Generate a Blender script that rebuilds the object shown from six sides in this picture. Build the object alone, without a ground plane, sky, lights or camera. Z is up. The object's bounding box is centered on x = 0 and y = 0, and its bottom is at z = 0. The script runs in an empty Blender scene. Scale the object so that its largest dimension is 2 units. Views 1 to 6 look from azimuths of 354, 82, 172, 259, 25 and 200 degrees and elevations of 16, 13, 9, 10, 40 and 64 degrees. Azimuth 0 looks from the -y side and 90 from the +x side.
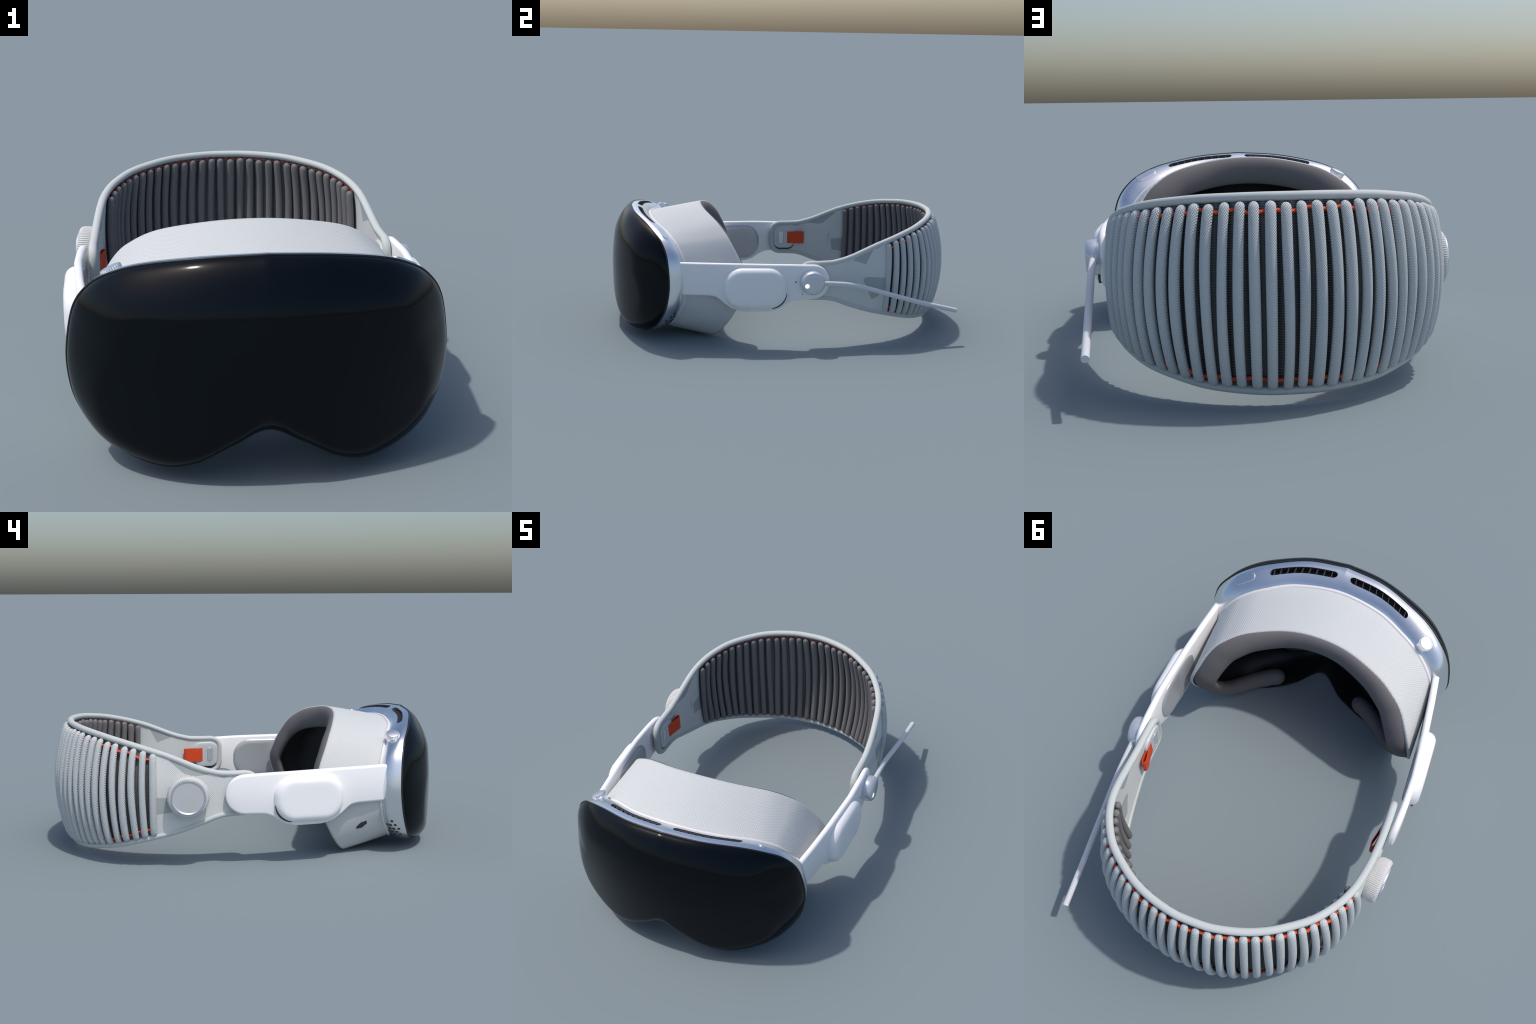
# Mixed-reality headset: curved dark glass front in a polished frame, fabric light seal with
# grey face cushion, white side arms, ribbed knit headband with fit dial, braided cable.
import bpy, bmesh, math, random
import numpy as np
from mathutils import Vector, Matrix

random.seed(7)
rng = np.random.default_rng(7)
CX = -0.0125          # mirror plane of the visor
CA = -0.008           # mirror plane of the arms
CB = -0.003           # mirror plane of the headband
PI = math.pi

# ------------------------------------------------------------------ helpers
def link(ob, parent=None):
    bpy.context.scene.collection.objects.link(ob)
    if parent is not None:
        ob.parent = parent
    return ob

def mesh_object(name, verts, faces, mat, parent, smooth=True, angle=None, weld=False, recalc=True):
    me = bpy.data.meshes.new(name)
    me.from_pydata([tuple(map(float, v)) for v in verts], [], faces)
    bm = bmesh.new(); bm.from_mesh(me)
    if weld:
        bmesh.ops.remove_doubles(bm, verts=bm.verts, dist=1e-5)
    bmesh.ops.dissolve_degenerate(bm, edges=bm.edges, dist=1e-6)
    if recalc:
        bmesh.ops.recalc_face_normals(bm, faces=bm.faces)
    bm.to_mesh(me); bm.free()
    for p in me.polygons:
        p.use_smooth = smooth
    if angle is not None:
        me.set_sharp_from_angle(angle=math.radians(angle))
    mats = mat if isinstance(mat, (list, tuple)) else [mat]
    for m in mats:
        me.materials.append(m)
    ob = bpy.data.objects.new(name, me)
    return link(ob, parent)

def crom(pts, t, mirror_end=False, mirror_start=False):
    """Catmull-Rom through pts at parameter t (0..n-1), one-sided at the ends
    (mirror_end / mirror_start: the last / first point lies on the mirror plane x = 0 and is passed smoothly)."""
    pts = np.asarray(pts, float); n = len(pts)
    t = min(max(t, 0.0), n - 1.0)
    i = min(int(t), n - 2); f = t - i
    p1, p2 = pts[i], pts[i + 1]
    p0 = pts[i - 1] if i > 0 else (p2 * np.array((-1, 1, 1)) if mirror_start else 2 * p1 - p2)
    p3 = pts[i + 2] if i + 2 < n else (p1 * np.array((-1, 1, 1)) if mirror_end else 2 * p2 - p1)
    return 0.5 * (2 * p1 + (p2 - p0) * f + (2 * p0 - 5 * p1 + 4 * p2 - p3) * f * f
                  + (3 * p1 - p0 - 3 * p2 + p3) * f ** 3)

def grid_faces(nr, nc, closed=False, off=0):
    f = []
    cc = nc if closed else nc - 1
    for r in range(nr - 1):
        for c in range(cc):
            a = off + r * nc + c; b = off + r * nc + (c + 1) % nc
            f.append((a, b, b + nc, a + nc))
    return f

def unit(v):
    v = np.asarray(v, float); return v / (np.linalg.norm(v) + 1e-12)

def tube(name, path, ra, mat, parent, rb=None, seg=16, closed=False, up=(0, 0, 1), cap=True, twist=0.0):
    """Tube along path; ra may be a list; ra lies along 'side', rb along 'up'."""
    P = np.asarray(path, float); n = len(P)
    ra = np.broadcast_to(np.asarray(ra, float), (n,))
    rb = ra if rb is None else np.broadcast_to(np.asarray(rb, float), (n,))
    V = []
    for i in range(n):
        a = P[(i - 1) % n] if (closed or i > 0) else P[i]
        b = P[(i + 1) % n] if (closed or i < n - 1) else P[i]
        T = unit(b - a)
        u = np.asarray(up(i) if callable(up) else up, float)
        S = unit(np.cross(T, u)); U = np.cross(S, T)
        for k in range(seg):
            th = 2 * PI * k / seg + twist
            V.append(P[i] + S * ra[i] * math.cos(th) + U * rb[i] * math.sin(th))
    F = grid_faces(n, seg, closed=True)
    if closed:
        o = (n - 1) * seg
        F += [(o + k, o + (k + 1) % seg, (k + 1) % seg, k) for k in range(seg)]
    elif cap:
        F.append(tuple(range(seg))); F.append(tuple((n - 1) * seg + k for k in range(seg)))
    return mesh_object(name, V, F, mat, parent, angle=50)

def lathe(profile, seg, radius_mod=None):
    """profile list (r, h) along local z; first/last r may be 0."""
    V, F = [], []
    for j, (r, h) in enumerate(profile):
        for k in range(seg):
            th = 2 * PI * k / seg
            rr = r * (radius_mod(j, th) if radius_mod else 1.0)
            V.append((rr * math.cos(th), rr * math.sin(th), h))
    F = grid_faces(len(profile), seg, closed=True)
    F.append(tuple(range(seg))); F.append(tuple((len(profile) - 1) * seg + k for k in range(seg)))
    return V, F

def place(ob, loc, axis, xdir=(0, 1, 0)):
    """put the object's local z on axis."""
    z = Vector(axis).normalized(); x = Vector(xdir); x = (x - z * x.dot(z)).normalized(); y = z.cross(x)
    M = Matrix((x, y, z)).transposed().to_4x4(); M.translation = Vector(loc)
    ob.matrix_basis = M
    return ob

def rounded_rect(hx, hy, r, n=10):
    """closed outline, corner radius r."""
    out = []
    for cx, cy, a0 in ((hx - r, hy - r, 0), (-hx + r, hy - r, 90), (-hx + r, -hy + r, 180), (hx - r, -hy + r, 270)):
        for i in range(n + 1):
            a = math.radians(a0 + 90 * i / n)
            out.append((cx + r * math.cos(a), cy + r * math.sin(a)))
    return np.array(out)

def dome(outline, levels, name, mat, parent, angle=60, close_bottom=True, center=(0, 0)):
    """stack of scaled/inset outlines. levels: (inset, height); top closed by shrinking rings."""
    o = np.asarray(outline, float); n = len(o)
    d = np.roll(o, -1, 0) - np.roll(o, 1, 0)
    nrm = np.c_[d[:, 1], -d[:, 0]]; nrm /= np.linalg.norm(nrm, axis=1)[:, None] + 1e-9
    V = []
    for ins, h in levels:
        for p, q in zip(o, nrm):
            V.append((p[0] - q[0] * ins, p[1] - q[1] * ins, h))
    last = np.array(V[-n:]); c = last.mean(0)
    rings = len(levels)
    for s in (0.75, 0.5, 0.25, 0.02):
        for p in last:
            V.append(c + (p - c) * s)
        rings += 1
    F = grid_faces(rings, n, closed=True)
    F.append(tuple((rings - 1) * n + k for k in range(n)))
    if close_bottom:
        F.append(tuple(range(n)))
    return mesh_object(name, V, F, mat, parent, angle=angle)

def box(name, sx, sy, sz, mat, parent, bevel=0.0):
    bm = bmesh.new(); bmesh.ops.create_cube(bm, size=1.0)
    bmesh.ops.scale(bm, vec=(sx, sy, sz), verts=bm.verts)
    if bevel:
        bmesh.ops.bevel(bm, geom=list(bm.edges), offset=bevel, segments=2, affect='EDGES', profile=0.5)
    me = bpy.data.meshes.new(name); bm.to_mesh(me); bm.free()
    me.materials.append(mat)
    return link(bpy.data.objects.new(name, me), parent)

# ------------------------------------------------------------------ materials
class NT:
    def __init__(self, name):
        self.m = bpy.data.materials.new(name); self.m.use_nodes = True
        self.t = self.m.node_tree; self.b = self.t.nodes['Principled BSDF']
    def node(self, typ, **kw):
        n = self.t.nodes.new(typ)
        for k, v in kw.items():
            setattr(n, k, v)
        return n
    def link(self, a, b):
        self.t.links.new(a, b)
    def math(self, op, a, b=None, c=None):
        n = self.node('ShaderNodeMath', operation=op)
        for i, v in enumerate((a, b, c)):
            if v is None: continue
            if isinstance(v, (int, float)): n.inputs[i].default_value = v
            else: self.link(v, n.inputs[i])
        return n.outputs[0]
    def mix(self, fac, a, b):
        n = self.node('ShaderNodeMix', data_type='RGBA')
        for s, v in ((n.inputs[0], fac), (n.inputs[6], a), (n.inputs[7], b)):
            if isinstance(v, (int, float)): s.default_value = v
            elif isinstance(v, tuple): s.default_value = (*v, 1)
            else: self.link(v, s)
        return n.outputs[2]
    def coords(self):
        tc = self.node('ShaderNodeTexCoord'); s = self.node('ShaderNodeSeparateXYZ')
        self.link(tc.outputs['Object'], s.inputs[0])
        return tc.outputs['Object'], s.outputs[0], s.outputs[1], s.outputs[2]
    def bump(self, h, strength=0.3, dist=0.002):
        n = self.node('ShaderNodeBump'); n.inputs['Strength'].default_value = strength
        n.inputs['Distance'].default_value = dist
        self.link(h, n.inputs['Height']); self.link(n.outputs[0], self.b.inputs['Normal'])
    def set(self, color=None, rough=0.5, metal=0.0, spec=0.5, coat=0.0, coat_rough=0.03, sheen=0.0):
        i = self.b.inputs
        if isinstance(color, tuple): i['Base Color'].default_value = (*color, 1)
        elif color is not None: self.link(color, i['Base Color'])
        i['Roughness'].default_value = rough; i['Metallic'].default_value = metal
        i['Specular IOR Level'].default_value = spec
        i['Coat Weight'].default_value = coat; i['Coat Roughness'].default_value = coat_rough
        i['Sheen Weight'].default_value = sheen
        return self.m
    def noise(self, vec, scale, detail=2):
        n = self.node('ShaderNodeTexNoise'); n.inputs['Scale'].default_value = scale
        n.inputs['Detail'].default_value = detail
        self.link(vec, n.inputs['Vector']); return n.outputs[0]

def plain(name, color, rough, metal=0.0, spec=0.5, coat=0.0, coat_rough=0.03):
    return NT(name).set(color, rough, metal, spec, coat, coat_rough)

def weave_height(n, a, b, pitch):
    """staggered stitches, rows 'pitch' apart, 0..1."""
    k = PI / pitch
    p = n.math('COSINE', n.math('MULTIPLY', a, k))
    q = n.math('COSINE', n.math('MULTIPLY', b, k))
    return n.math('MULTIPLY_ADD', n.math('MULTIPLY', p, q), 0.5, 0.5)

def braided(name, light, dark, pitch, strength=0.6):
    """knit sleeve of a rib: local x runs across the rib, z along it; stitches slant."""
    n = NT(name); v, x, y, z = n.coords()
    across = n.math('MULTIPLY', x, 1.25)
    along = n.math('MULTIPLY_ADD', x, 0.35, z)
    h = weave_height(n, across, along, pitch)
    n.bump(h, strength, 0.003)
    f = n.math('POWER', h, 0.8)
    return n.set(n.mix(f, dark, light), 0.75, 0, 0.3)

def fabric_planar(name, light, dark, pitch, ax='yz', strength=0.35, patches=None):
    n = NT(name); v, x, y, z = n.coords()
    a, b = (y, z) if ax == 'yz' else (x, z)
    h = weave_height(n, a, b, pitch)
    if patches:
        mp = n.node('ShaderNodeMapping'); mp.inputs['Scale'].default_value = (3.0, 8.0, 11.0)
        mp.inputs['Rotation'].default_value = (0.5, 0.0, 0.0); mp.inputs['Location'].default_value = (0.3, 0.1, 0.25)
        vo = n.node('ShaderNodeTexVoronoi'); vo.inputs['Scale'].default_value = 1.0
        n.link(v, mp.inputs[0]); n.link(mp.outputs[0], vo.inputs['Vector'])
        sp = n.node('ShaderNodeSeparateColor'); n.link(vo.outputs['Color'], sp.inputs[0])
        ramp = n.math('GREATER_THAN', sp.outputs[0], 0.66)
        h2 = n.math('MAXIMUM', h, n.math('MULTIPLY', ramp, 0.6))
        c = n.mix(ramp, n.mix(h, dark, light), patches)
        n.bump(h2, strength, 0.002)
        return n.set(c, 0.7, 0, 0.3)
    n.bump(h, strength, 0.002)
    return n.set(n.mix(h, dark, light), 0.75, 0, 0.3)

def seal_fabric():
    n = NT('seal_knit'); v, x, y, z = n.coords()
    ang = n.math('MULTIPLY', n.math('ARCTAN2', x, n.math('SUBTRACT', z, 0.33)), 0.45)
    h = weave_height(n, ang, y, 0.0055)
    n.bump(h, 0.35, 0.002)
    return n.set(n.mix(h, (0.47, 0.49, 0.495), (0.65, 0.67, 0.675)), 0.75, 0, 0.3)

def zigzag_mesh():
    n = NT('spacer_mesh'); v, x, y, z = n.coords()
    ang = n.math('ARCTAN2', x, n.math('SUBTRACT', y, 0.25))
    t = n.math('PINGPONG', n.math('MULTIPLY', ang, 45.0), 1.0)
    w = n.math('PINGPONG', n.math('MULTIPLY', z, 2 / 0.0052), 1.0)
    m = n.math('LESS_THAN', w, n.math('MULTIPLY_ADD', t, 0.6, 0.02))
    n.bump(m, 0.4, 0.002)
    return n.set(n.mix(m, (0.19, 0.195, 0.195), (0.006, 0.006, 0.007)), 0.7, 0, 0.3)

def micro(name, color, color2, scale, rough, strength=0.15):
    n = NT(name); v, *_ = n.coords()
    h = n.noise(v, scale, 2)
    n.bump(h, strength, 0.001)
    return n.set(n.mix(h, color, color2), rough, 0, 0.3)

M_GLASS = plain('front_glass', (0.0012, 0.003, 0.0055), 0.11, 0, 0.2)
M_RIM = plain('glass_rim', (0.01, 0.011, 0.012), 0.4)
M_ALU = plain('polished_aluminium', (0.84, 0.86, 0.90), 0.28, 1.0)
M_ALU2 = plain('bright_aluminium', (0.90, 0.905, 0.92), 0.38, 1.0)
M_DARK = plain('dark_plastic', (0.012, 0.012, 0.013), 0.45)
M_SLAT = plain('vent_slat', (0.05, 0.05, 0.052), 0.5)
M_WALL = plain('vent_wall', (0.10, 0.10, 0.105), 0.45)
M_SEAL = seal_fabric()
M_LIP = plain('seal_lip', (0.72, 0.70, 0.71), 0.5)
M_CUSH = micro('cushion_foam', (0.145, 0.137, 0.14), (0.175, 0.166, 0.168), 500, 0.85)
M_ARM = plain('white_plastic', (0.92, 0.92, 0.93), 0.32, 0, 0.5)
M_PAD = plain('speaker_pad', (0.50, 0.51, 0.53), 0.22, 0.35, 0.5)
M_HUB = plain('hub_silver', (0.66, 0.69, 0.75), 0.22, 0.55)
M_LED = plain('status_light', (0.95, 0.95, 0.95), 0.4)
M_LED.node_tree.nodes['Principled BSDF'].inputs['Emission Color'].default_value = (1, 1, 1, 1)
M_LED.node_tree.nodes['Principled BSDF'].inputs['Emission Strength'].default_value = 0.9
M_CABLE = fabric_planar('cable_braid', (0.80, 0.81, 0.84), (0.55, 0.57, 0.61), 0.0045)
M_RIB = braided('rib_knit', (0.68, 0.715, 0.725), (0.37, 0.405, 0.42), 0.0042)
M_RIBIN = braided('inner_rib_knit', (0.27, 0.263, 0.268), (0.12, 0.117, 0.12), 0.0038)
M_PIPE = micro('piping_cloth', (0.50, 0.535, 0.53), (0.58, 0.61, 0.605), 700, 0.7, 0.3)
M_STRAP = fabric_planar('strap_knit', (0.80, 0.82, 0.81), (0.50, 0.53, 0.525), 0.0045, patches=(0.40, 0.435, 0.445))
M_MESH = zigzag_mesh()
M_RED = micro('red_cord', (0.66, 0.066, 0.018), (0.72, 0.08, 0.024), 300, 0.6)
M_DIAL = plain('dial_rubber', (0.60, 0.60, 0.595), 0.5)
M_DIALF = plain('dial_face', (0.62, 0.63, 0.64), 0.4, 0.35)
M_BUCK = plain('buckle_plastic', (0.58, 0.60, 0.61), 0.4)
M_LENS = plain('lens_glass', (0.02, 0.03, 0.05), 0.05, 0, 0.6, 1.0, 0.02)
M_SLIT = plain('dark_slit', (0.03, 0.032, 0.035), 0.5)

# ------------------------------------------------------------------ the thing
head = bpy.data.objects.new('mixed_reality_headset', None)
link(head)
head['label'] = 'mixed reality headset with black glass visor and ribbed grey headband'
head['category'] = 'VR headset'

# ------------------------------------------------------------------ visor contours (half, from top centre round to the nose)
EDGE = [(0, -.887, .690), (.184, -.866, .678), (.35, -.807, .648), (.444, -.766, .616), (.517, -.725, .570),
        (.573, -.698, .492), (.600, -.687, .36), (.598, -.695, .265), (.575, -.715, .185), (.515, -.755, .10),
        (.43, -.80, .050), (.32, -.835, .022), (.22, -.858, .042), (.11, -.877, .105), (0, -.886, .155)]
SEALF = [(0, -.778, .638), (.2, -.752, .621), (.34, -.695, .592), (.42, -.658, .558), (.470, -.632, .518),
         (.514, -.607, .455), (.545, -.60, .35), (.538, -.607, .25), (.506, -.63, .174), (.452, -.67, .099),
         (.379, -.705, .064), (.297, -.735, .049), (.21, -.75, .065), (.11, -.765, .115), (0, -.775, .16)]
SEALR = [(0, -.476, .695), (.15, -.462, .684), (.31, -.412, .648), (.404, -.368, .597), (.459, -.335, .543),
         (.508, -.292, .455), (.546, -.262, .35), (.553, -.283, .25), (.543, -.325, .165), (.507, -.372, .083),
         (.445, -.430, .016), (.345, -.495, .002), (.225, -.540, .018), (.12, -.555, .10), (0, -.625, .155)]
KN = len(EDGE) - 1

# frame section from the glass edge (0) to the seal (1): share of the way back, share of the way in
FRAME_TOP = [(0, 0), (.27, .01), (.56, .25), (.82, .60), (1, 1)]
FRAME_SIDE = [(0, 0), (.42, .07), (.74, .29), (.93, .62), (1, 1)]

def frame_point(t, s):
    e = crom(EDGE, t, True); j = crom(SEALF, t, True)
    w = min(1, max(0, (e[2] - .50) / .12)); w = w * w * (3 - 2 * w)
    q = crom(FRAME_TOP, s * 4) * w + crom(FRAME_SIDE, s * 4) * (1 - w)
    d = j - e
    return np.array((e[0] + d[0] * q[1], e[1] + d[1] * q[0], e[2] + d[2] * q[1]))

def frame_normal(t, s):
    h = 0.01
    a = frame_point(min(t + h, KN), s) - frame_point(max(t - h, 0), s)
    b = frame_point(t, min(s + h, 1)) - frame_point(t, max(s - h, 0))
    n = unit(np.cross(a, b))
    c = frame_point(t, s) - np.array((0, -0.7, 0.35))
    return n if n @ c > 0 else -n

def side(p, sg, c=CX):
    return (c + sg * p[0], p[1], p[2])

# ---- glass: rings from the edge contour to a middle line, rounded at the border
def glass_front(x, z):
    return -1.0 + 0.60 * x * x + (0.40 if z > .34 else 0.12) * (z - 0.34) ** 2

def glass():
    NT_, NS = 150, 26
    V = []
    tt = np.linspace(0, KN, NT_)
    loop = [(t, 1) for t in tt] + [(t, -1) for t in tt[-2:0:-1]]
    svals = [0] + [((i + 1) / NS) ** 1.6 for i in range(NS)]
    for s in svals:
        for t, sg in loop:
            e = crom(EDGE, t, True)
            c = np.array((e[0] * 0.55, 0, 0.375 + 0.03 * (e[2] - .35)))
            x = e[0] + (c[0] - e[0]) * s; z = e[2] + (c[2] - e[2]) * s
            d = s * math.hypot(c[0] - e[0], c[2] - e[2])
            rr = 0.165 - 0.085 * min(1, max(0, (0.42 - e[2]) / 0.3)) - 0.03 * math.exp(-((t - 3.5) / 1.3) ** 2)
            g = math.sqrt(max(0.0, 1 - (1 - min(d / rr, 1)) ** 2)) if d < rr else 1.0
            yb = glass_front(x, z)
            V.append(side((x, e[1] + (yb - e[1]) * g, z), sg))
    n = len(loop)
    F = grid_faces(len(svals), n, closed=True)
    o = (len(svals) - 1) * n
    # close the middle line by pairing upper and lower points of each half
    half = NT_ - 1
    F2 = []
    for i in range(n):
        F2.append(o + i)
    F.append(tuple(F2))
    ob = mesh_object('front_glass', V, F[:-1], M_GLASS, head)
    bm = bmesh.new(); bm.from_mesh(ob.data)
    bm.verts.ensure_lookup_table()
    ring = [bm.verts[o + i] for i in range(n)]
    edges = [e for e in bm.edges if e.is_boundary and e.verts[0].index >= o and e.verts[1].index >= o]
    bmesh.ops.triangle_fill(bm, edges=edges, use_beauty=True)
    for f in bm.faces: f.smooth = True
    bmesh.ops.recalc_face_normals(bm, faces=bm.faces)
    bm.to_mesh(ob.data); bm.free()
    # thin black rim between glass and frame
    path = []
    for t, sg in [(t, 1) for t in tt] + [(t, -1) for t in tt[-2:0:-1]]:
        path.append(side(crom(EDGE, t, True), sg))
    tube('glass_rim', path, 0.0045, M_RIM, ob, seg=8, closed=True, up=(0, 1, 0))
    return ob

front_glass = glass()

# ---- frame with two vent slots cut into the top
VT0, VT1, VS0, VS1 = 0.165, 1.90, 0.30, 0.52
def vent_span(t):
    """half-open stadium in (t, s); returns s range of the slot at t."""
    mid = (VS0 + VS1) / 2
    if not (VT0 < t < VT1): return mid, mid
    r = 0.11
    d = min(t - VT0, VT1 - t)
    f = 1.0 if d >= r else math.sqrt(max(0, 1 - (1 - d / r) ** 2))
    hw = (VS1 - VS0) / 2 * f
    return mid - hw, mid + hw

tl = list(np.linspace(0, VT0, 4))[:-1]
tl += [VT0 + 0.11 * (1 - math.cos(PI / 2 * i / 7)) for i in range(8)]
tl += list(np.linspace(VT0 + .11, VT1 - .11, 30))[1:]
tl += [VT1 - 0.11 * math.cos(PI / 2 * 0) + 0.11 * math.sin(PI / 2 * i / 7) for i in range(1, 8)]
tl += list(np.linspace(VT1, KN, 110))[1:]

def frame():
    V, F = [], []
    NA, NB = 7, 14
    for sg in (1, -1):
        base = len(V)
        for t in tl:
            s0, s1 = vent_span(t); gap = 3e-5 if (sg < 0 and t == 0) else 0.0
            for i in range(NA): V.append(side(frame_point(t, s0 * i / (NA - 1)) + np.array((gap, 0, 0)), sg))
            for i in range(NB): V.append(side(frame_point(t, s1 + (1 - s1) * i / (NB - 1)) + np.array((gap, 0, 0)), sg))
        nc = NA + NB
        for r in range(len(tl) - 1):
            for c in range(nc - 1):
                a = base + r * nc + c
                if c == NA - 1: continue
                F.append((a, a + 1, a + 1 + nc, a + nc))
    # keep the two halves separate along the middle so that the crease over the nose stays crisp
    V2 = [np.array(v) for v in V]
    return mesh_object('frame', V2, F, M_ALU, head, weld=True, angle=40)

frame_ob = frame()

def vents():
    for sg in (1, -1):
        ts = [t for t in tl if VT0 <= t <= VT1]
        up = [(t, vent_span(t)[0]) for t in ts]; lo = [(t, vent_span(t)[1]) for t in ts]
        loop = up + lo[-2:0:-1]
        V = []
        for dep in (0.0, 0.004, 0.05):
            for t, s in loop:
                p = frame_point(t, s); nn = frame_normal(t, 0.41)
                V.append(side(p - nn * dep, sg))
        n = len(loop)
        F = grid_faces(3, n, closed=True)
        m = len(up)
        for i in range(m - 1):      # floor
            a = 2 * n + i; b = a + 1
            ia = 2 * n + (n - i) % n; ib = 2 * n + (n - i - 1)
            if i == 0: F.append((a, b, ib))
            elif i == m - 2: F.append((a, b, ia))
            else: F.append((a, b, ib, ia))
        ob = mesh_object('vent', V, F, [M_ALU, M_DARK, M_WALL], frame_ob, angle=40)
        for k, p in enumerate(ob.data.polygons):
            p.material_index = 0 if k < n else 2 if k < 2 * n else 1
        for i in range(9):
            t = VT0 + (VT1 - VT0) * (i + 0.8) / 9.4
            a = frame_point(t, VS0) ; b = frame_point(t, VS1); nn = frame_normal(t, 0.41)
            tg = unit(frame_point(t + .05, .41) - frame_point(t - .05, .41))
            pts = []
            for w in (-0.0016, 0.0016):
                for q, dep in ((a, .006), (b, .006), (b, .031), (a, .031)):
                    pts.append(side(q + tg * w - nn * dep, sg))
            mesh_object('vent_slat', pts, [(0, 1, 2, 3), (7, 6, 5, 4), (0, 4, 5, 1), (1, 5, 6, 2), (2, 6, 7, 3), (3, 7, 4, 0)],
                        M_SLAT, frame_ob, smooth=False)
vents()

# crown with knurled rim
def crown():
    prof = [(0.031, -0.02), (0.031, 0.004), (0.034, 0.006), (0.0345, 0.020), (0.032, 0.024), (0.028, 0.0255), (0.001, 0.0262)]
    V, F = lathe(prof, 112, lambda j, th: 1 + (0.035 * math.cos(28 * th) if j in (2, 3, 4) else 0))
    ob = mesh_object('crown_dial', V, F, M_ALU2, frame_ob, angle=35)
    place(ob, (-0.461, -0.686, 0.585), (-0.42, 0.12, 0.9))
crown()

def top_button():
    t, s = 3.05, 0.42
    p = frame_point(t, s); n = frame_normal(t, s)
    ob = dome(rounded_rect(0.052, 0.021, 0.020), [(0, -0.02), (0, 0.001), (0.001, 0.0025), (0.003, 0.003)], 'top_button', M_ALU, frame_ob, 40)
    tg = frame_point(t + .1, s) - frame_point(t - .1, s)
    place(ob, side(p, 1), (n[0], n[1], n[2]), (tg[0], tg[1], tg[2]))
top_button()

def speaker_holes():
    V, F = [], []
    for sg in (1, -1):
        for row in range(8):
            t = 8.1 + row * 0.27
            for col in range(3):
                s = 0.28 + col * 0.21 + (0.105 if row % 2 else 0)
                if row == 0 and col != 1: continue
                if s > 0.86: continue
                p = frame_point(t, s); n = frame_normal(t, s)
                a = unit(frame_point(t + .05, s) - frame_point(t - .05, s)); b = np.cross(n, a)
                r = 0.0082
                o = len(V)
                for k in range(6):
                    th = 2 * PI * k / 6
                    V.append(side(p + n * 0.0008 + (a * math.cos(th) + b * math.sin(th)) * r, sg))
                for k in range(6):
                    th = 2 * PI * k / 6
                    V.append(side(p - n * 0.004 + (a * math.cos(th) + b * math.sin(th)) * r, sg))
                F.append(tuple(range(o, o + 6)))
                F += [(o + k, o + (k + 1) % 6, o + 6 + (k + 1) % 6, o + 6 + k) for k in range(6)]
    ob = mesh_object('speaker_hole', V, F, M_SLIT, frame_ob, smooth=False)
    ob['kind'] = 'stuff'
speaker_holes()

# ---- light seal
def closed_loop(n=160):
    tt = np.linspace(0, KN, n)
    return [(t, 1) for t in tt] + [(t, -1) for t in tt[-2:0:-1]]

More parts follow.
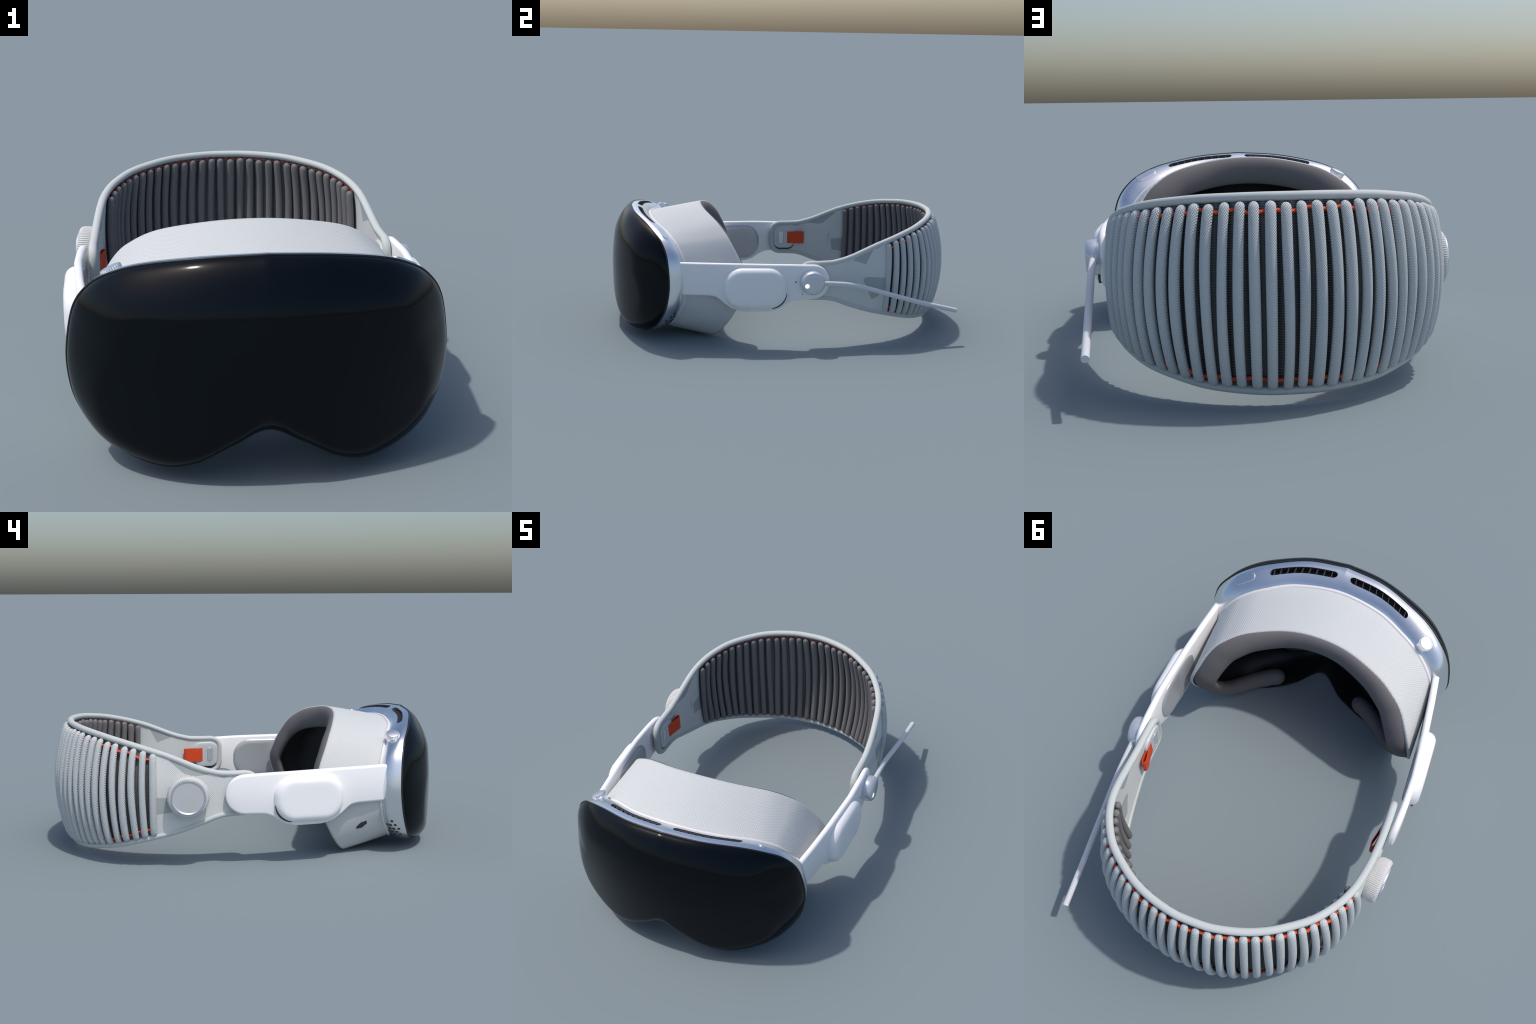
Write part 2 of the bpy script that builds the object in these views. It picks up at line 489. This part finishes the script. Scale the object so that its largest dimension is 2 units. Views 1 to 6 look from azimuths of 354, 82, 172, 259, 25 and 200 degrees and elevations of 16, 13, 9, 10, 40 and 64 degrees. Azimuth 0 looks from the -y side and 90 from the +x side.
def light_seal():
    loop = closed_loop(); n = len(loop)
    V = []
    rows = 22
    for r in range(rows + 1):
        f = r / rows
        for t, sg in loop:
            p = crom(SEALF, t, True, True) * (1 - f) + crom(SEALR, t, True, True) * f
            ax = np.array((0, p[1], 0.35)); o = unit(p - ax)
            p = p + o * 0.001 * math.sin(PI * f)          # slight swell
            V.append(side(p, sg))
    # turned-in hem
    for ins, bk in ((0.006, 0.004), (0.016, 0.0)):
        for t, sg in loop:
            p = crom(SEALR, t, True, True); o = unit(p - np.array((0, p[1], 0.35)))
            q = p - o * ins; q[1] += bk
            V.append(side(q, sg))
    F = grid_faces(rows + 3, n, closed=True)
    ob = mesh_object('light_seal', V, F, [M_SEAL, M_DARK], head)
    for p in ob.data.polygons:          # soft dark nose flap
        r, c = divmod(min(p.vertices), n)
        if (loop[c][0] > 12.5 and r > 15) or (loop[c][0] > 11.0 and r >= 21):
            p.material_index = 1
    path = []
    for t, sg in loop:
        p = crom(SEALF, t, True, True); o = unit(p - np.array((0, p[1], 0.35)))
        path.append(side(p + o * 0.001 + np.array((0, 0.004, 0)), sg))
    tube('seal_lip', path, 0.0075, M_LIP, ob, seg=10, closed=True, up=(0, 1, 0))
    # inner shroud with a front wall
    V = []
    for f, ins in ((1.0, 0.012), (0.85, 0.018), (0.5, 0.03), (0.1, 0.04)):
        for t, sg in loop:
            p = crom(SEALF, t, True, True) * (1 - f) + crom(SEALR, t, True, True) * f
            o = unit(p - np.array((0, p[1], 0.35)))
            V.append(side(p - o * ins, sg))
    base = np.array(V[-n:])
    for k, s in enumerate((0.8, 0.6, 0.4, 0.2, 0.03)):
        for p in base:
            V.append((CX + (p[0] - CX) * s, p[1] * s + (1 - s) * -0.70, 0.36 + (p[2] - 0.36) * s))
    F = grid_faces(9, n, closed=True)
    F.append(tuple(8 * n + k for k in range(n)))
    mesh_object('inner_shroud', V, F, M_DARK, ob)
    for sg in (1, -1):
        prof = [(0.128, -0.10), (0.128, 0.0), (0.122, 0.008), (0.112, 0.004), (0.108, -0.004)]
        VV, FF = lathe(prof, 48)
        FF = FF[:-2]
        b = mesh_object('lens_barrel', VV, FF, M_DARK, ob, angle=40)
        place(b, (CX + sg * 0.19, -0.65, 0.365), (-0.12 * sg, 1, 0), (0, 0, 1))
        prof = [(0.110, -0.006), (0.09, 0.002), (0.06, 0.009), (0.03, 0.013), (0.001, 0.014)]
        VV, FF = lathe(prof, 48)
        b = mesh_object('lens', VV, FF[:-2], M_LENS, ob)
        place(b, (CX + sg * 0.19, -0.652, 0.365), (-0.12 * sg, 1, 0), (0, 0, 1))
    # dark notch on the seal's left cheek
    f0, t0 = 0.42, 8.15
    def sp(t, f):
        p = crom(SEALF, t, True, True) * (1 - f) + crom(SEALR, t, True, True) * f
        o = unit(p - np.array((0, p[1], 0.35)))
        return side(p + o * (0.0015 + 0.001 * math.sin(PI * f)), -1)
    P = [sp(t0 + a, f0 + b) for a, b in ((-.22, -.11), (-.12, .0), (.12, .10), (.26, .12), (.24, .02), (-.02, -.10))]
    Q = [sp(t0 + a, f0 + b) for a, b in ((-.22, -.11), (-.12, .0), (.12, .10), (.26, .12), (.24, .02), (-.02, -.10))]
    Q = [(q[0] + 0.006, q[1], q[2] + .003) for q in Q]
    mesh_object('seal_notch', P + Q, [(0, 1, 2, 3, 4, 5)] + [(k, (k + 1) % 6, 6 + (k + 1) % 6, 6 + k) for k in range(6)], M_SLIT, ob, smooth=False)
    return ob
seal = light_seal()

def cushion():
    kend = 12.45
    ks = np.r_[np.linspace(-kend, -kend + .42, 14)[:-1], np.linspace(-kend + .42, kend - .42, 180), np.linspace(kend - .42, kend, 14)[1:]]
    path, ra, ups = [], [], []
    for k in ks:
        t = abs(k); sg = 1 if k >= 0 else -1
        p = crom(SEALR, min(t, 11.9), True, True)
        if t > 11.9:
            p = p + (p - crom(SEALR, 11.7, True, True)) * np.array((1, 1, 0.3)) * (t - 11.9) / 0.2
        h = 0.05
        tq = min(t, 11.8)
        T = crom(SEALR, tq + h, True, True) - crom(SEALR, max(tq - h, 0), True, True)
        if t < h: T = np.array((1, 0, 0))
        inn = np.array((-p[0] * 0.75, 0, 0.36 - p[2]))
        T = unit(T); inn = unit(inn - T * (inn @ T))
        sid = math.exp(-((t - 6.3) / 2.2) ** 2)
        q = p + inn * 0.062 + np.array((0, -0.004 - 0.022 * sid - 0.034 * max(0, min(1, (t - 9.5) / 2.4)), 0))
        path.append(side(q, sg)); 
        ups.append(unit(np.array((sg * inn[0], inn[1], inn[2]))))
        e = min(1.0, (kend - t) / 0.42)
        ra.append(math.sqrt(max(0.0005, 1 - (1 - e) ** 2)))
    ra = np.array(ra)
    tube('face_cushion', path, (0.032 + 0.009 * np.clip((np.abs(ks) - 8.5) / 2, 0, 1)) * ra, M_CUSH, head, rb=(0.058 - 0.004 * np.clip((np.abs(ks) - 8.5) / 2, 0, 1)) * ra, seg=24, up=lambda i: ups[i])
cushion()

# ------------------------------------------------------------------ side arms
ARM_MID = [(-.66, .543), (-.62, .549), (-.5, .567), (-.33, .588), (-.1, .609), (.05, .611), (.12, .608), (.20, .603)]
ARM_TOP = [(-.66, .467), (-.5, .466), (-.3, .464), (-.05, .460), (.095, .455)]
ARM_BOT = [(-.66, .282), (-.47, .281), (-.43, .275), (-.385, .236), (-.34, .205), (-.28, .191), (-.14, .191), (-.085, .205), (-.04, .237), (0, .255), (.06, .258), (.095, .258)]

def smooth_interp(tab, y):
    a = np.array(tab, float)
    w = np.linspace(-0.012, 0.012, 5)
    return float(np.mean(np.interp(y + w, a[:, 0], a[:, 1])))

def arm(sg):
    ys = list(np.linspace(-.66, .095, 70)); yend = 0.197
    ys += [0.095 + (yend - .095) * math.sin(PI / 2 * i / 16) for i in range(1, 17)]
    V = []; M = 40
    for y in ys:
        xm = smooth_interp(ARM_MID, y)
        if y <= .095:
            zt, zb = smooth_interp(ARM_TOP, y), smooth_interp(ARM_BOT, y); th = 0.0155
        else:
            f = (y - .095) / (yend - .095)
            g = math.sqrt(max(0, 1 - f ** 2.2))
            zc, hz = .3565, .0985
            zt, zb = zc + hz * g, zc - hz * g
            th = 0.0155 * (0.35 + 0.65 * math.sqrt(max(0, 1 - f ** 4)))
        hz = max((zt - zb) / 2, 0.003); zc = (zt + zb) / 2
        for k in range(M):
            a = 2 * PI * k / M
            ca, sa = math.cos(a), math.sin(a)
            r = min(0.0148, hz * .9, th * .95)
            px = math.copysign(th - r, ca) if abs(ca) > 1e-6 else 0
            pz = math.copysign(hz - r, sa) if abs(sa) > 1e-6 else 0
            V.append((CA + sg * (xm + px + r * ca), y, zc + pz + r * sa))
    F = grid_faces(len(ys), M, closed=True)
    F.append(tuple(range(M))); F.append(tuple((len(ys) - 1) * M + k for k in range(M)))
    ob = mesh_object('arm', V, F, M_ARM, head, angle=60)
    # outer pod and inner speaker pad
    yaw = Vector((sg, -0.055, 0))
    R = 0.040
    yc = -0.216 if sg > 0 else -0.209
    lev = [(0, -0.02)] + [(R * 1.0 * (1 - math.cos(a)), 0.004 + R * math.sin(a)) for a in np.linspace(0, PI / 2, 9)]
    pod = dome(rounded_rect(0.176, 0.116, 0.104, 14), lev, 'arm_pod', M_ARM, ob, 70)
    place(pod, (CA + sg * 0.609, yc, 0.3265), yaw, (0, 1, 0))
    lev = [(0, -0.02), (0, 0.002), (0.004, 0.007), (0.012, 0.010), (0.03, 0.011)]
    pad = dome(rounded_rect(0.168, 0.112, 0.100, 14), lev, 'speaker_pad', M_PAD, ob, 70)
    place(pad, (CA + sg * 0.587, yc, 0.3265), -yaw, (0, 1, 0))
    # curved sound slit at the lower rear of the pod
    path = []; wid = []
    for i in range(15):
        a = math.radians(-8 - 72 * i / 14)
        path.append((CA + sg * 0.637, yc + 0.073 + 0.0985 * math.cos(a), 0.3265 - 0.012 + 0.0995 * math.sin(a)))
        wid.append(0.0012 + 0.0045 * math.sin(PI * i / 14))
    tube('sound_slit', path, 0.006, M_SLIT, ob, rb=np.array(wid), seg=8, up=lambda i: unit((0, path[i][1] - yc - .073, path[i][2] - .3145)))
    return ob

arm_r = arm(1); arm_l = arm(-1)

# ------------------------------------------------------------------ cable hub and cable on the right arm
def hub():
    R = 0.068
    prof = [(R * .94, -0.03), (R * .97, 0.0), (R, 0.010), (R, 0.028), (R * .985, 0.038), (R * .945, 0.047), (R * .88, 0.054), (R * .78, 0.058), (R * .6, 0.0592), (0.001, 0.0597)]
    V, F = lathe(prof, 56)
    ob = mesh_object('cable_hub', V, F, M_HUB, head, angle=50)
    place(ob, (0.611, 0.094, 0.359), (1, 0.03, 0))
    V, F = lathe([(0.0125, -0.002), (0.0125, 0.0008), (0.001, 0.001)], 24)
    d = mesh_object('status_light', V, F, M_LED, ob)
    d.location = (-0.036, -0.008, 0.0592)
    for y, z, r in ((0.005, 0.362, 0.0042), (0.042, 0.293, 0.0042)):
        V, F = lathe([(r, -0.004), (r, 0.0008), (0.0005, 0.001)], 16)
        pin = mesh_object('pin_hole', V, F, M_SLIT if z > .3 else M_PAD, arm_r)
        place(pin, (CA + smooth_interp(ARM_MID, y) + 0.0155, y, z), (1, 0, 0))
hub()

def cable():
    pts = [(.640, .135, .357), (.639, .22, .353), (.638, .30, .346), (.637, .383, .329), (.636, .533, .285), (.635, .703, .236), (.634, .817, .208), (.633, .925, .182)]
    path = [crom(pts, t) for t in np.linspace(0, len(pts) - 1, 60)]
    tube('cable', path, 0.0135, M_CABLE, head, seg=16)
cable()

# ------------------------------------------------------------------ headband
PLAN = [(0, .907), (.07, .904), (.147, .888), (.215, .866), (.275, .838), (.33, .803), (.404, .745), (.455, .69), (.507, .606), (.537, .53),
        (.554, .45), (.566, .35), (.572, .25), (.573, .14), (.570, .04)]
ZTOP = [(0.0, .468), (.15, .467), (.22, .470), (.285, .486), (.34, .505), (.40, .531), (.47, .560), (.52, .577), (.60, .602), (.68, .624), (.75, .641), (.84, .660), (.907, .670), (1.0, .672)]
ZBOT = [(0.0, .247), (.12, .246), (.2, .242), (.25, .229), (.3, .208), (.39, .176), (.45, .158), (.52, .140), (.60, .117), (.68, .092), (.75, .072), (.84, .046), (.907, .032), (1.0, .030)]

_d = [np.array(crom(PLAN, t)) for t in np.linspace(0, len(PLAN) - 1, 600)]
_arc = np.r_[0, np.cumsum([np.linalg.norm(_d[i + 1] - _d[i]) for i in range(599)])]
_d = np.array(_d)
ARC_END = _arc[-1]

def plan(a):
    """signed arc length -> point, outward normal (2D)."""
    sg = 1 if a >= 0 else -1
    s = min(abs(a), ARC_END)
    x = np.interp(s, _arc, _d[:, 0]); y = np.interp(s, _arc, _d[:, 1])
    h = 0.012
    x0, y0 = np.interp(max(s - h, 0), _arc, _d[:, 0]), np.interp(max(s - h, 0), _arc, _d[:, 1])
    x1, y1 = np.interp(min(s + h, ARC_END), _arc, _d[:, 0]), np.interp(min(s + h, ARC_END), _arc, _d[:, 1])
    tx, ty = x1 - x0, y1 - y0
    if s < h: ty = ty * s / h
    l = math.hypot(tx, ty)
    return np.array((CB + sg * x, y)), np.array((sg * -ty / l, tx / l))

ARC_RIB = float(np.interp(0.525, _d[::-1, 1], _arc[::-1]))     # where the ribs begin on each side

def zt(y): return smooth_interp(ZTOP, y) - 0.014
def zb(y): return smooth_interp(ZBOT, y) + 0.014

def bow(a, f):
    """outward bulge of the band; f = 0 bottom .. 1 top."""
    k = max(0.0, min(1.0, (ARC_RIB + 0.12 - abs(a)) / 0.42))
    k = k * k * (3 - 2 * k)
    amp = (0.012 + 0.049 * k) * (1 - 0.16 * math.exp(-((a + .36) / .17) ** 2) - 0.22 * math.exp(-((a - .58) / .13) ** 2))
    if abs(a) > ARC_RIB: amp *= max(0, 1 - (abs(a) - ARC_RIB) / 0.16)
    return amp * (1 - (2 * f - 1) ** 2)

def band_pt(a, f, off, top=None, bot=None, kb=1.0):
    p, n = plan(a)
    t = zt(p[1]) if top is None else top; b = zb(p[1]) if bot is None else bot
    q = p + n * (off + kb * bow(a, f))
    return np.array((q[0], q[1], b + (t - b) * f))

def rounded_end(a):
    """height factor near the strap's front end."""
    d = ARC_END - abs(a)
    r = 0.062
    return 1.0 if d >= r else 1 - 0.45 * (1 - math.sqrt(max(0, 1 - (1 - d / r) ** 2)))

def strap_panel(sg):
    aa = list(np.linspace(ARC_RIB + 0.002, ARC_END - .062, 50)) + [ARC_END - .062 * math.cos(PI / 2 * i / 12) for i in range(1, 13)]
    aa = [ARC_RIB + 0.002 + (a - ARC_RIB - 0.002) for a in aa]
    NR = 24; V = []; n = 0
    for off in (0.009, -0.009):
        for a in aa:
            p, _ = plan(a); t, b = zt(p[1]), zb(p[1]); c = (t + b) / 2; h = (t - b) / 2 * rounded_end(a)
            for r in range(NR):
                f = r / (NR - 1)
                q = band_pt(a, f, off, c + h, c - h)
                V.append((CB + sg * (q[0] - CB), q[1], q[2]))
    na = len(aa)
    F = grid_faces(na, NR) + [tuple(reversed(f)) for f in grid_faces(na, NR, off=na * NR)]
    o = na * NR
    F += [(r, r + 1, o + r + 1, o + r) for r in range(NR - 1)]
    F += [((na - 1) * NR + r, (na - 1) * NR + r + 1, o + (na - 1) * NR + r + 1, o + (na - 1) * NR + r) for r in range(NR - 1)]
    return mesh_object('strap_panel', V, F, M_STRAP, head, angle=60)

# spacer mesh of the rear (the band's own mesh)
def rear_mesh():
    A = np.linspace(-ARC_RIB, ARC_RIB, 120); NR = 26; V = []
    for off in (0.004, -0.004):
        for a in A:
            for r in range(NR):
                V.append(band_pt(a, r / (NR - 1), off - 0.003, kb=0.65))
    na = len(A); o = na * NR
    F = grid_faces(na, NR) + grid_faces(na, NR, off=o)
    F += [(r, r + 1, o + r + 1, o + r) for r in range(NR - 1)]
    F += [((na - 1) * NR + r, (na - 1) * NR + r + 1, o + (na - 1) * NR + r + 1, o + (na - 1) * NR + r) for r in range(NR - 1)]
    return mesh_object('headband', V, F, M_MESH, head, angle=60)
band = rear_mesh()
strap_r = strap_panel(1); strap_l = strap_panel(-1)

def piping():
    A = np.linspace(-(ARC_END - .062), ARC_END - .062, 170)
    endk = [ARC_END - .062 * math.cos(PI / 2 * i / 10) for i in range(1, 11)]
    path = []
    def at(a, topside):
        p, _ = plan(a); t, b = zt(p[1]), zb(p[1]); c = (t + b) / 2; h = (t - b) / 2 * rounded_end(a)
        return (p[0], p[1], c + h if topside else c - h)
    path += [at(a, True) for a in A]
    path += [at(a, True) for a in endk]
    pt, pb = np.array(path[-1]), np.array(at(endk[-1], False))
    path += [tuple(pt + (pb - pt) * f) for f in (0.2, 0.4, 0.6, 0.8)]
    path += [at(a, False) for a in reversed(endk)]
    path += [at(a, False) for a in A[::-1]]
    path += [at(-a, False) for a in endk]
    pt, pb = np.array(at(-endk[-1], False)), np.array(at(-endk[-1], True))
    path += [tuple(pt + (pb - pt) * f) for f in (0.0, 0.2, 0.4, 0.6, 0.8)]
    path += [at(-a, True) for a in reversed(endk)]
    # drop repeats
    out = [path[0]]
    for p in path[1:]:
        if math.dist(p, out[-1]) > 1e-4: out.append(p)
    cen = np.array((0, 0.3, 0))
    def upf(i):
        p = np.array(out[i]); 
        if p[1] < 0.5: return np.array((1.0 if p[0] > 0 else -1.0, 0, 0.0))
        v = np.array((p[0], p[1] - 0.35, 0)); return unit(v)
    tube('piping', out, 0.0145, M_PIPE, band, rb=0.0165, seg=16, closed=True, up=upf)
piping()

NRIB = 32
def ribs():
    pitch = 2 * (ARC_RIB - 0.006) / (NRIB - 1)
    for inner in (False, True):
        for i in range(NRIB):
            a = -(ARC_RIB - 0.006) + pitch * i
            R = 0.0172 * (1 + rng.uniform(-.06, .06)) if not inner else 0.0165 * (1 + rng.uniform(-.06, .06))
            off = 0.0172 - 0.004 * (abs(a) / ARC_RIB) ** 4 if not inner else -0.0225 - 0.006 * (abs(a) / ARC_RIB) ** 2
            f0, f1 = (0.012, 0.978) if not inner else (0.025, 0.966)
            f0 += rng.uniform(-.006, .006); f1 += rng.uniform(-.005, .005)
            lean = rng.uniform(-.0035, .0035); wob = rng.uniform(-.003, .003); ph = rng.uniform(0, 6)
            p, n = plan(a); base = band_pt(a, 0.5, 0, kb=0.76 if inner else 1.0)
            nn = np.array((n[0], n[1], 0)); tg = np.array((-n[1], n[0], 0))
            us = [0.5 - 0.5 * math.cos(PI * j / 40) for j in range(41)]; us = [0.6 * (0.5 - 0.5 * math.cos(PI * x)) + 0.4 * x for x in us]
            N = 40; seg = 14; V = []
            for j in range(N + 1):
                u = us[j]
                f = f0 + (f1 - f0) * u
                zspan = (zt(p[1]) - zb(p[1])) * (f1 - f0)
                e = min(u, 1 - u) * zspan / R
                rr = R * (math.sqrt(max(0.02, 1 - (1 - e) ** 2)) if e < 1 else 1.0)
                rr *= 1 + 0.04 * math.sin(5 * u + ph)
                dent = 0.004 * max(0, 1 - e / 2.2)
                q = band_pt(a + wob * math.sin(PI * u * 1.5 + ph) + lean * (u - .5), f, off - math.copysign(dent, off), kb=0.76 if inner else 1.0)
                for k in range(seg):
                    th = 2 * PI * k / seg
                    V.append(q + (nn * math.sin(th) * rr * 0.95 + tg * math.cos(th) * rr) - base)
            # local frame: x tangent, y outward, z up
            Mx = np.array((tg, nn, (0, 0, 1)))
            V = [Mx @ v for v in V]
            F = grid_faces(N + 1, seg, closed=True)
            F.append(tuple(range(seg))); F.append(tuple(N * seg + k for k in range(seg)))
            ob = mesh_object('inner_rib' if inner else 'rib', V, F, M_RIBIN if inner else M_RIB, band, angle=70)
            m = Matrix(((tg[0], nn[0], 0, base[0]), (tg[1], nn[1], 0, base[1]), (0, 0, 1, base[2]), (0, 0, 0, 1)))
            ob.matrix_basis = m
ribs()

def red_cords():
    for fz in ('top', 'bottom'):
        path = []
        for a in np.linspace(-ARC_RIB + .01, ARC_RIB - .01, 260):
            p, n = plan(a)
            H = zt(p[1]) - zb(p[1])
            wig = 0.004 * math.sin(a * 2 * PI / .11 + 1.0) + 0.0035 * math.sin(a * 2 * PI / .37)
            f = (1 - (0.040 + wig) / H) if fz == 'top' else (0.040 + wig) / H
            path.append(band_pt(a, f, 0.007 + 0.004 * math.sin(a * 2 * PI / .095)))
        tube('red_cord', path, 0.0075, M_RED, band, rb=0.0065, seg=8)
        path2 = [band_pt(a, (1 - 0.024 / (zt(plan(a)[0][1]) - zb(plan(a)[0][1]))) if fz == 'top' else 0.040 / (zt(plan(a)[0][1]) - zb(plan(a)[0][1])), -0.008)
                 for a in np.linspace(-ARC_RIB + .01, ARC_RIB - .01, 200)]
        tube('red_cord', path2, 0.0035, M_RED, band, rb=0.0035, seg=8)
red_cords()

# ---- fit dial on the left strap
def fit_dial():
    R = 0.101
    prof = [(R * .6, -0.03), (R * .9, -0.012), (R * .96, 0.002), (R, 0.016), (R * 1.0, 0.038), (R * .985, 0.046), (R * .94, 0.053), (R * .88, 0.056), (R * .82, 0.0565)]
    V, F = lathe(prof, 288, lambda j, th: 1 - (0.028 * max(0, math.cos(72 * th)) if 2 <= j <= 6 else 0))
    a = float(np.interp(0.372, _d[::-1, 1], _arc[::-1]))
    p, n = plan(-a)
    ob = mesh_object('fit_dial', V, F, M_DIAL, strap_l, angle=50)
    place(ob, (p[0] + n[0] * 0.024, p[1] + n[1] * 0.024, 0.358), (n[0], n[1], 0))
    V, F = lathe([(0.086, 0.03), (0.086, 0.057), (0.083, 0.0615), (0.079, 0.062), (0.074, 0.0585), (0.0735, 0.05)], 72)
    mesh_object('dial_ring', V, F[:-2], M_ALU, strap_l, angle=40).matrix_basis = ob.matrix_basis.copy()
    V, F = lathe([(0.0755, 0.03), (0.0755, 0.0575), (0.04, 0.0578), (0.001, 0.058)], 72)
    mesh_object('dial_face', V, F, M_DIALF, strap_l, angle=40).matrix_basis = ob.matrix_basis.copy()
fit_dial()

# ---- buckle plate, metal pin and red pull tab inside both strap ends
def buckle(sg):
    strap = strap_r if sg > 0 else strap_l
    x = CB + sg * (0.572 - 0.009)
    lev = [(0, -0.01), (0, 0.008), (0.002, 0.0105), (0.005, 0.0115)]
    b = dome(rounded_rect(0.068, 0.072, 0.042), lev, 'buckle', M_BUCK, strap, 40)
    place(b, (x, 0.122, 0.359), (-sg, 0, 0), (0, 1, 0))
    b2 = dome(rounded_rect(0.067, 0.072, 0.042), [(0, -.012), (0, 0.003), (0.002, 0.004)], 'buckle_recess', M_SLIT, strap, 40)
    b2.matrix_basis = b.matrix_basis @ Matrix.Translation((0.002, sg * 0.011, 0))
    s = dome(rounded_rect(0.026, 0.048, 0.0255), [(0, -.01), (0, 0.0125), (0.0025, 0.0128), (0.004, 0.011), (0.006, 0.009)], 'buckle_slot', M_BUCK, strap, 40)
    s.matrix_basis = b.matrix_basis @ Matrix.Translation((-0.022, 0, 0))
    q = dome(rounded_rect(0.0175, 0.042, 0.017), [(0, .004), (0, 0.011), (0.001, 0.013), (0.002, 0.0138), (0.004, 0.0142)], 'buckle_pin', M_HUB, strap, 60)
    q.matrix_basis = b.matrix_basis @ Matrix.Translation((-0.022, 0, 0))
    # pull tab: folded ribbon, seen from above as a drop-shaped loop
    loop = [(0.0, .138), (.004, .150), (.010, .185), (.017, .215), (.021, .235), (.018, .250), (.011, .253), (.005, .243), (.002, .215), (.001, .18), (-.003, .150)]
    pp = [crom(loop, t) for t in np.linspace(0, len(loop) - 1, 60)]
    V = []
    for th in (0.0014, -0.0014):
        for zz in (.320, .398):
            for i, p in enumerate(pp):
                a = pp[max(i - 1, 0)]; c = pp[min(i + 1, len(pp) - 1)]
                t = unit(c - a); nx, ny = t[1], -t[0]
                V.append((x - sg * (0.008 + p[0] + nx * th), p[1] + ny * th, zz))
    n = len(pp)
    F = []
    for i in range(n - 1):
        F += [(i, i + 1, n + i + 1, n + i), (2 * n + i, 3 * n + i, 3 * n + i + 1, 2 * n + i + 1), (i, 2 * n + i, 2 * n + i + 1, i + 1), (n + i, n + i + 1, 3 * n + i + 1, 3 * n + i)]
    F += [(0, n, 3 * n, 2 * n), (n - 1, 3 * n - 1, 4 * n - 1, 2 * n - 1)]
    mesh_object('pull_tab', V, F, M_RED, strap, angle=40)
buckle(1); buckle(-1)
